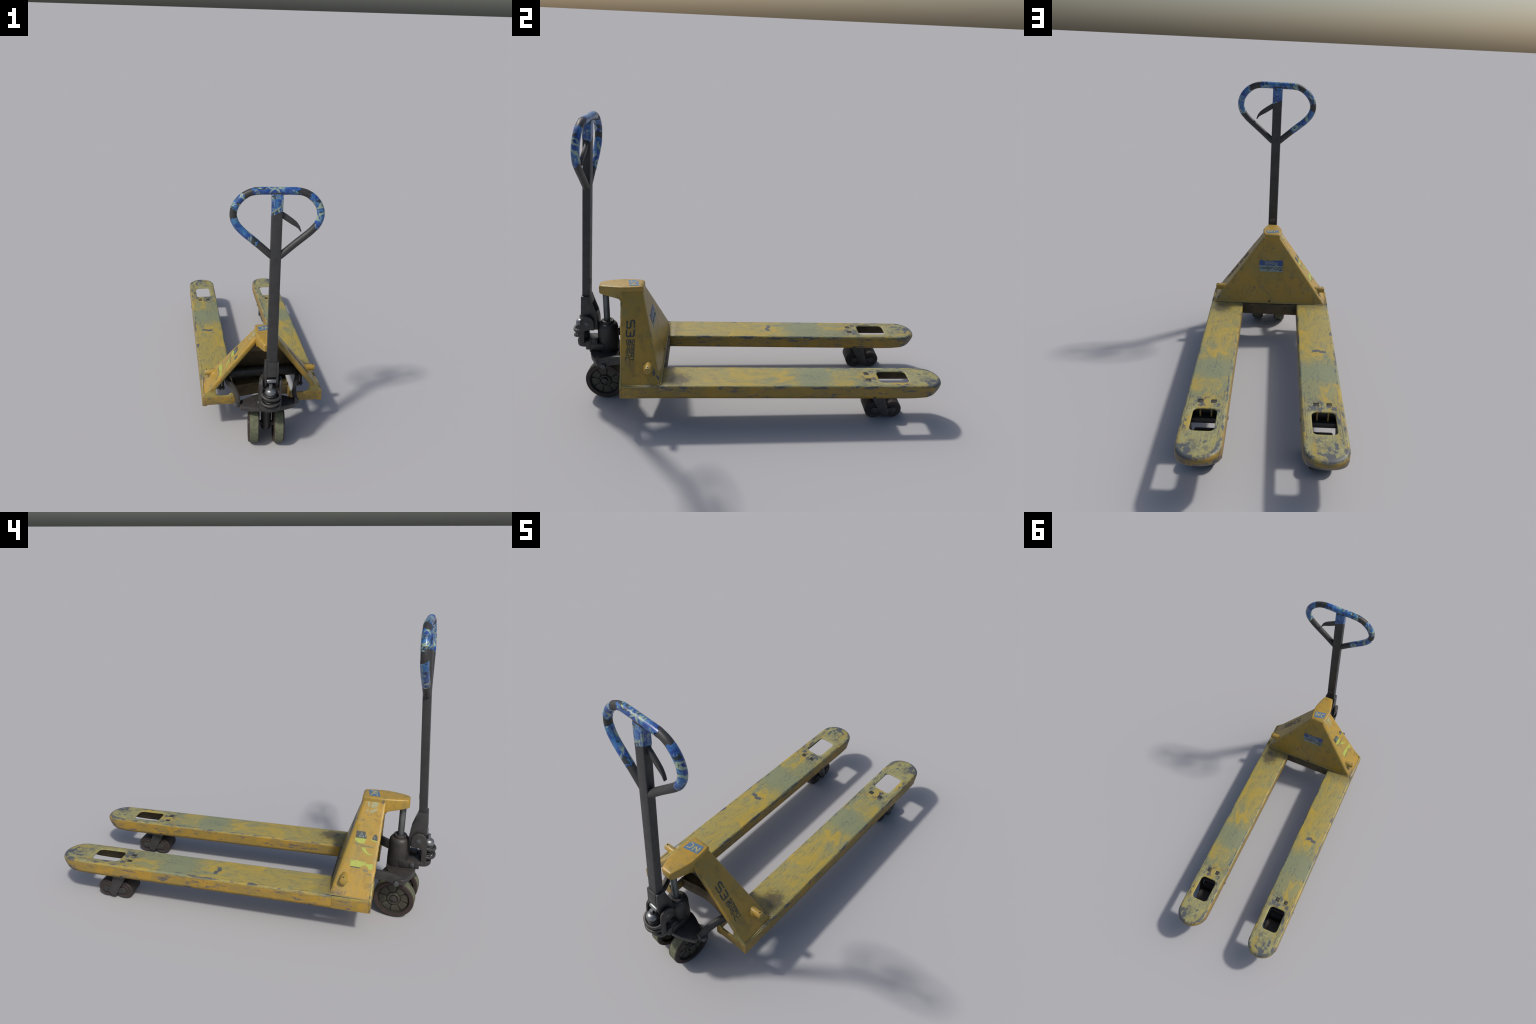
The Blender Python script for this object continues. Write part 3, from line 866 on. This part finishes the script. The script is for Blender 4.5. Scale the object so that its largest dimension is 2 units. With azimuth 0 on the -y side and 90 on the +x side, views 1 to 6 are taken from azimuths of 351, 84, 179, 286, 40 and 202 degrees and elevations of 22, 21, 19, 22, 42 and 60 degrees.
# ------------------------------------------------------------------ pump
YP = -0.814
pump = add('pump_cylinder', revolve([(0, 0.240), (0.050, 0.240), (0.054, 0.246), (0.0575, 0.262), (0.0575, 0.300), (0.0555, 0.350), (0.0545, 0.396), (0.052, 0.409), (0.046, 0.419), (0.040, 0.424), (0.0, 0.425)], (0, YP, 0), (0, 0, 1), 48), M_CAST, root)
add('seal_collar', revolve([(0.0, 0.420), (0.033, 0.420), (0.0345, 0.427), (0.0345, 0.434), (0.032, 0.438), (0.022, 0.4385), (0.019, 0.433), (0.0, 0.433)], (0, YP, 0), (0, 0, 1), 40), M_CAST, pump)
add('piston_rod', rod((0.0, YP - 0.002, 0.428), (0.0, YP - 0.002, 0.606), 0.0165, 0.001), M_ROD, pump)

# pump foot block and U-shaped yoke base
blk = box(-0.060, 0.060, -0.905, -0.822, 0.278, 0.317, 0.003)
uprof = [(0.058, -0.86)] + [(0.0, 0.0)] * 0 + [(0.058, -0.935)] + [(0.056 * math.cos(math.radians(a)), -0.942 - 0.038 * math.sin(math.radians(a))) for a in range(5, 180, 10)] + [(-0.058, -0.935), (-0.058, -0.86)]
base = prism(uprof, 'z', 0.297, 0.323, 0.003)
foot = box(-0.060, -0.036, -0.925, -0.900, 0.2785, 0.318, 0.003)
foot2 = box(0.036, 0.060, -0.925, -0.895, 0.281, 0.333, 0.003)
pump_foot = add('pump_foot', merge(blk, base, foot, foot2), M_CAST, pump)
add('bolt_head', rod((-0.058, -0.891, 0.300), (-0.067, -0.891, 0.300), 0.012, 0.003, 24), M_BOLT, pump_foot)
add('drain_plug', rod((0.044, -0.900, 0.262), (0.044, -0.900, 0.290), 0.0105, 0.002, 6), M_CAST, pump_foot)
add('drain_plug', rod((0.0, -0.950, 0.283), (0.0, -0.950, 0.300), 0.0125, 0.002, 20), M_CAST, pump_foot)
add('valve_block', box(0.020, 0.056, -0.905, -0.862, 0.318, 0.340, 0.003), M_CAST, pump_foot)
add('pump_plunger_housing', rod((0, -0.945, 0.318), (0, -0.945, 0.352), 0.030, 0.003), M_CAST, pump_foot)

# yoke cheeks carrying the handle pivot pin
def yoke_prof():
    p = arc(-0.912, 0.442, 0.038, 0, 180, 14)          # rounded head
    p += [(-0.9545, 0.405), (-0.9580, 0.320), (-0.9310, 0.320), (-0.9290, 0.375)]
    p += arc(-0.909, 0.378, 0.020, 180, 90, 6)
    p += [(-0.874, 0.399)]
    return p
for s in (-1, 1):
    y = add('yoke_cheek', prism(yoke_prof(), 'x', s * 0.0455, s * 0.0585, 0.0035, 3), M_CAST, pump_foot)
    add('pivot_pin', rod((s * 0.040, -0.911, 0.439), (s * 0.0615, -0.911, 0.439), 0.0125, 0.002, 24), M_BOLT, y)
# bow rings joining the cheeks at the front (guard / spring loops)
for z, dzz in ((0.396, -0.004), (0.358, 0.006)):
    pts = [Vector((0.050 * math.cos(math.radians(a)), -0.952 - 0.040 * math.sin(math.radians(a)), z - 0.012 * math.sin(math.radians(a)) + dzz * math.cos(math.radians(a)))) for a in range(-40, 221, 10)]
    add('spring_loop', tube(pts, 0.0078, 14), M_CAST, pump_foot)
# coil spring round the plunger
coil = [Vector((-0.003 + 0.030 * math.cos(t), -0.951 + 0.030 * math.sin(t), 0.345 + 0.0085 * t / (2 * math.pi) * 1.6)) for t in [i * 2 * math.pi / 20 for i in range(20 * 4 + 1)]]
add('plunger_spring', tube(coil, 0.0045, 10), M_DARK, pump_foot)
ball = revolve([(0, -0.025), (0.016, -0.024), (0.026, -0.017), (0.0305, -0.005), (0.030, 0.006), (0.026, 0.015), (0.018, 0.0205), (0.010, 0.022), (0.0095, 0.046), (0, 0.046)], (-0.005, -0.956, 0.416), (0, 0.0, 1), 40)
add('plunger_head', ball, M_BRIGHT, pump_foot, 50)

# ------------------------------------------------------------------ steering bracket and wheels
horn = [(-0.158, -0.856), (-0.100, -0.893), (-0.055, -0.906), (0.055, -0.906), (0.100, -0.893), (0.158, -0.856), (0.160, -0.800), (0.075, -0.765), (0.045, -0.757), (-0.045, -0.757), (-0.075, -0.765), (-0.160, -0.800)]
bmh = prism(horn, 'z', 0.2405, 0.2695, 0.003)
for v in bmh.verts:          # ends droop slightly
    v.co.z -= 0.010 * min(1, (abs(v.co.x) / 0.16)) ** 2
    if v.co.y < -0.87: v.co.z += 0.012 * (-0.87 - v.co.y) / 0.036
horn_ob = add('steering_bracket', bmh, M_CAST, root)
neck = revolve([(0, 0.200), (0.040, 0.200), (0.056, 0.243), (0, 0.243)], (0, -0.818, 0), (0, 0, 1), 32)
add('swivel_bearing', neck, M_CAST, horn_ob)
steer = bpy.data.objects.new('steering_axle', None)
col_m = merge(rod((0, 0, 0.075), (0, 0, 0.205), 0.030, 0.012), rod((-0.105, 0, 0.110), (0.105, 0, 0.110), 0.016, 0.002))
steer = add('steering_column', col_m, M_CAST, root, loc=(0, -0.820, 0))
steer.rotation_euler = (0, 0, math.radians(-6))

RW, WW = 0.1065, 0.031
tread_prof = [(0.091, -WW), (RW - 0.006, -WW), (RW - 0.0015, -WW + 0.003), (RW, -WW + 0.007), (RW, WW - 0.007), (RW - 0.0015, WW - 0.003), (RW - 0.006, WW), (0.094, WW)]
def wheel_mesh():
    r = {}
    r['tyre'] = revolve([(0.083, -WW + 0.001), (0.0895, -WW), (RW - 0.006, -WW), (RW - 0.002, -WW + 0.004), (RW - 0.002, WW - 0.004), (RW - 0.006, WW), (0.0895, WW), (0.083, WW - 0.001)], (0, 0, 0), (1, 0, 0), 72)
    r['tread'] = revolve([(RW - 0.003, -WW + 0.0065), (RW, -WW + 0.0085), (RW, WW - 0.0085), (RW - 0.003, WW - 0.0065)], (0, 0, 0), (1, 0, 0), 72)
    r['rim'] = revolve([(0, -0.015), (0.079, -0.015), (0.082, -WW + 0.002), (0.086, -WW + 0.0012), (0.086, WW - 0.0012), (0.082, WW - 0.002), (0.079, 0.015), (0, 0.015)], (0, 0, 0), (1, 0, 0), 64)
    hub = []
    for s in (-1, 1):
        hub.append(revolve([(0.034, s * 0.014), (0.033, s * 0.024), (0.031, s * 0.0265), (0.026, s * 0.0265), (0.0245, s * 0.023), (0.0245, s * 0.020), (0, s * 0.020)], (0, 0, 0), (1, 0, 0), 40))
        hub.append(revolve([(0.0150, s * 0.019), (0.0150, s * 0.026), (0.013, s * 0.028), (0, s * 0.028)], (0, 0, 0), (1, 0, 0), 6))
    r['hub'] = merge(*hub)
    a = math.radians(18.5)
    pts = []
    for r0, sgn in ((0.0385, -1), (0.0385, 1)):
        pass
    inner = [(0.037 * math.sin(t), 0.037 * math.cos(t)) for t in (-a * 1.15, -a * 0.4, a * 0.4, a * 1.15)]
    outer = [(0.0765 * math.sin(t), 0.0765 * math.cos(t)) for t in (a, a * 0.5, 0, -a * 0.5, -a)]
    r['rib'] = prism(inner + outer, 'x', 0.013, 0.0190, 0.002)
    return r
W = wheel_mesh()
for k, bm in list(W.items()):
    me = bpy.data.meshes.new('wheel_' + k)
    bmesh.ops.recalc_face_normals(bm, faces=bm.faces)
    bm.to_mesh(me); bm.free(); smooth(me, 35)
    me.materials.append({'tyre': M_RIM, 'tread': M_TREAD, 'rim': M_HUBD, 'hub': M_HUBF, 'rib': M_HUBF}[k])
    W[k] = me
for s in (-1, 1):
    wh = add('steering_wheel', W['rim'], None, root, loc=(0, 0, 0))
    off = Matrix.Rotation(math.radians(-6), 3, 'Z') @ Vector((s * 0.0720, 0, 0))
    wh.location = (off.x - 0.001, -0.820 + off.y, RW)
    wh.rotation_euler = (0, 0, math.radians(-6))
    add('tyre', W['tyre'], None, wh); add('tread', W['tread'], None, wh); add('hub', W['hub'], None, wh)
    for f in (0, 1):
        for k in range(8):
            rb = add('wheel_rib', W['rib'], None, wh)
            rb.rotation_euler = (math.radians(45 * k + 10), 0, math.radians(180 * f))

# ------------------------------------------------------------------ load rollers under the fork tips
def roller_mesh():
    R = 0.0500; h = 0.055
    return revolve([(0, -h + 0.004), (0.012, -h + 0.004), (0.014, -h), (0.026, -h), (0.028, -h + 0.003), (0.034, -h + 0.003), (0.040, -h), (R - 0.004, -h), (R, -h + 0.005), (R, h - 0.005), (R - 0.004, h), (0.040, h), (0.034, h - 0.003), (0.028, h - 0.003), (0.026, h), (0.014, h), (0.012, h - 0.004), (0, h - 0.004)], (0, 0, 0), (1, 0, 0), 40)
bmr = roller_mesh(); me_roll = bpy.data.meshes.new('load_roller'); bmesh.ops.recalc_face_normals(bmr, faces=bmr.faces); bmr.to_mesh(me_roll); bmr.free(); smooth(me_roll, 30); me_roll.materials.append(M_ROLL)
for s, cx, dz in SIDES:
    arms = []
    # bracket arm: wide at the fork, rounded at the axle
    ap = [(0.592, 0.175), (0.672, 0.175)] + arc(0.690, 0.041, 0.0215, 25, -155, 10)
    for q in (-1, 1):
        arms.append(prism(ap, 'x', cx + q * 0.0640, cx + q * 0.0710, 0.0015))
        arms.append(rod((cx + q * 0.05, 0.690, 0.042), (cx + q * 0.0725, 0.690, 0.042), 0.010, 0.002, 20))
    arms.append(box(cx - 0.0645, cx + 0.0645, 0.622, 0.655, 0.150, 0.176, 0.003))
    br = add('roller_bracket', merge(*arms), M_DARK, root)
    lk = []
    for q in (-1, 1):
        pr = arc(0.735, 0.0520, 0.0195, -70, 100, 8) + [(0.714, 0.064), (0.689, 0.058), (0.664, 0.064)] + arc(0.634, 0.0520, 0.0195, 80, 250, 8) + [(0.664, 0.034), (0.689, 0.028), (0.714, 0.034)]
        lk.append(prism(pr, 'x', cx + q * 0.0560, cx + q * 0.0620, 0.002))
        lk.append(rod((cx + q * 0.055, 0.634, 0.0520), (cx + q * 0.0650, 0.634, 0.0520), 0.013, 0.003, 24))
        lk.append(rod((cx + q * 0.055, 0.735, 0.0520), (cx + q * 0.0650, 0.735, 0.0520), 0.013, 0.003, 24))
    add('tandem_link', merge(*lk), M_DARK, br)
    for y in (0.634, 0.735):
        add('load_roller', me_roll, None, br, loc=(cx, y, 0.0520))

# ------------------------------------------------------------------ handle
def yc(z): return -0.9160 + 0.066 * (z - 0.58)
lean = math.atan(0.066)
def pole_box(hx, hy, z0, z1, bev):
    b = box(-hx, hx, -hy, hy, z0, z1, bev, 3)
    for v in b.verts: v.co.y += yc(v.co.z)
    return b
pole = add('handle_pole', pole_box(0.0275, 0.0195, 0.560, 1.520, 0.004), M_POLE, root)

# clevis: two cheeks, a front plate and a rear web
ck = [(-0.9390, 0.588), (-0.8960, 0.588), (-0.8880, 0.560), (-0.8660, 0.492), (-0.8600, 0.455), (-0.8600, 0.393), (-0.878, 0.393), (-0.900, 0.402), (-0.925, 0.418), (-0.9400, 0.447), (-0.9470, 0.480)]
cl = [prism(ck, 'x', s * 0.0250, s * 0.0372, 0.002) for s in (-1, 1)]
fp = prism([(-0.9410, 0.588), (-0.9300, 0.588), (-0.9340, 0.502), (-0.9475, 0.502)], 'x', -0.0250, 0.0250, 0.001)
rw = prism([(-0.9070, 0.589), (-0.8965, 0.589), (-0.8840, 0.546), (-0.8960, 0.546)], 'x', -0.0250, 0.0250, 0.001)
rw2 = prism([(-0.8740, 0.488), (-0.8660, 0.488), (-0.8600, 0.452), (-0.8600, 0.395), (-0.8720, 0.395), (-0.8720, 0.45)], 'x', -0.0250, 0.0250, 0.001)
clevis = add('clevis', merge(*cl, fp, rw, rw2), M_DARK, pole)
add('plunger_roller', rod((-0.025, -0.939, 0.474), (0.025, -0.939, 0.474), 0.0125, 0.002), M_BRIGHT, clevis)

half = [(0.018, 1.183), (0.034, 1.196), (0.070, 1.228), (0.105, 1.258), (0.145, 1.291), (0.179, 1.321), (0.205, 1.352), (0.219, 1.384), (0.221, 1.414), (0.211, 1.449), (0.187, 1.482), (0.155, 1.507), (0.120, 1.520), (0.080, 1.5235), (0.030, 1.5235)]
loop = [(x, z) for x, z in half] + [(-x, z) for x, z in half[::-1]]
loop3 = [Vector((x + 0.002, yc(z), z)) for x, z in loop]
path = catmull(loop3, 6)
RT = 0.0185
hl = add('handle_loop', tube(path, RT, 28), M_POLE, pole, 60)
cum = [0.0]
for a, b in zip(path, path[1:]): cum.append(cum[-1] + (b - a).length)
def nearest(x, z):
    i = min(range(len(path)), key=lambda k: (path[k].x - x) ** 2 + (path[k].z - z) ** 2)
    return cum[i]
def at(s):
    s = max(0, min(cum[-1], s))
    for i in range(len(cum) - 1):
        if cum[i + 1] >= s:
            t = (s - cum[i]) / max(1e-9, cum[i + 1] - cum[i])
            return path[i].lerp(path[i + 1], t)
    return path[-1]
def wrap(p, q, seed, amp=0.014):
    s0, s1 = nearest(*p), nearest(*q)
    if s0 > s1: s0, s1 = s1, s0
    n = max(12, int((s1 - s0) / 0.006))
    pts = [at(lerp(s0, s1, i / n)) for i in range(n + 1)]
    rag = lambda a: (amp * noise.noise(Vector((math.cos(a) * 1.4, math.sin(a) * 1.4, seed))) * 2, amp * noise.noise(Vector((math.cos(a) * 1.4, math.sin(a) * 1.4, seed + 9.3))) * 2)
    add('tape_wrap', tube(pts, lambda f: RT + 0.0011, 36, endfn=rag), M_TAPE, hl, 60)
wrap((0.105, 1.522), (-0.125, 1.520), 1.2, 0.018)
wrap((0.168, 1.500), (0.206, 1.345), 4.7, 0.012)
wrap((-0.168, 1.501), (-0.220, 1.424), 7.1, 0.008)
wrap((-0.216, 1.384), (-0.097, 1.252), 11.4, 0.006)
tp = pole_box(0.0288, 0.0208, 1.420, 1.512, 0.004)
for v in tp.verts:
    if v.co.z < 1.46:
        v.co.z += -0.016 * (v.co.x / -0.029) * (1 if v.co.y < yc(v.co.z) else -0.8) * -1 * -1 - (0.010 if v.co.y < yc(v.co.z) else -0.004)
add('tape_wrap', tp, M_TAPE, pole)

lv = [(0.020, 1.423), (0.055, 1.401), (0.086, 1.379), (0.105, 1.363), (0.119, 1.343), (0.1275, 1.318), (0.1230, 1.314), (0.111, 1.331), (0.097, 1.341), (0.075, 1.353), (0.050, 1.369), (0.020, 1.389)]
bml = prism([(x, z) for x, z in lv], 'y', -0.008, 0.008, 0.003)
for v in bml.verts: v.co.y += yc(v.co.z) + 0.004 - 0.06 * max(0, v.co.x - 0.03)
add('control_lever', bml, M_POLE, pole)

# small round prohibition sticker on the rear of the pole
zc = 0.664
def dk(a, b, off): return Vector((-a, yc(zc + b) + 0.0195 + off, zc + b))
def dk2(a, b, off): return dk(a, b, off + 0.0008)
disc = [[(0.017 * math.cos(t), 0.017 * math.sin(t)) for t in [i * 2 * math.pi / 28 for i in range(28)]]]
dob = decal('prohibition_disc', disc, dk, M_DISC, pole)
ringp = stroke([(0.0162 * math.cos(t), 0.0162 * math.sin(t)) for t in [i * 2 * math.pi / 28 for i in range(29)]], 0.0026) + stroke([(-0.011, 0.011), (0.011, -0.011)], 0.0024)
decal('prohibition_mark', ringp, dk2, M_RED, pole)
decal('prohibition_mark', [[(-0.003, -0.011), (0.003, -0.011), (0.003, 0.004), (-0.003, 0.004)], [(-0.003, 0.006), (0.003, 0.006), (0.003, 0.011), (-0.003, 0.011)]], lambda a, b, off: dk(a, b, off + 0.0005), M_INK, pole)

# the pump and handle unit is swung a few degrees on its bearing
def swing(ob, deg, px, py):
    R3 = Matrix.Rotation(math.radians(deg), 3, 'Z')
    p = Vector((px, py, 0))
    ob.location = p - R3 @ p
    ob.rotation_euler = (0, 0, math.radians(deg))
for ob in (pump, pole):
    swing(ob, -3.6, 0.0, -0.885)
    ob.location.x += 0.002
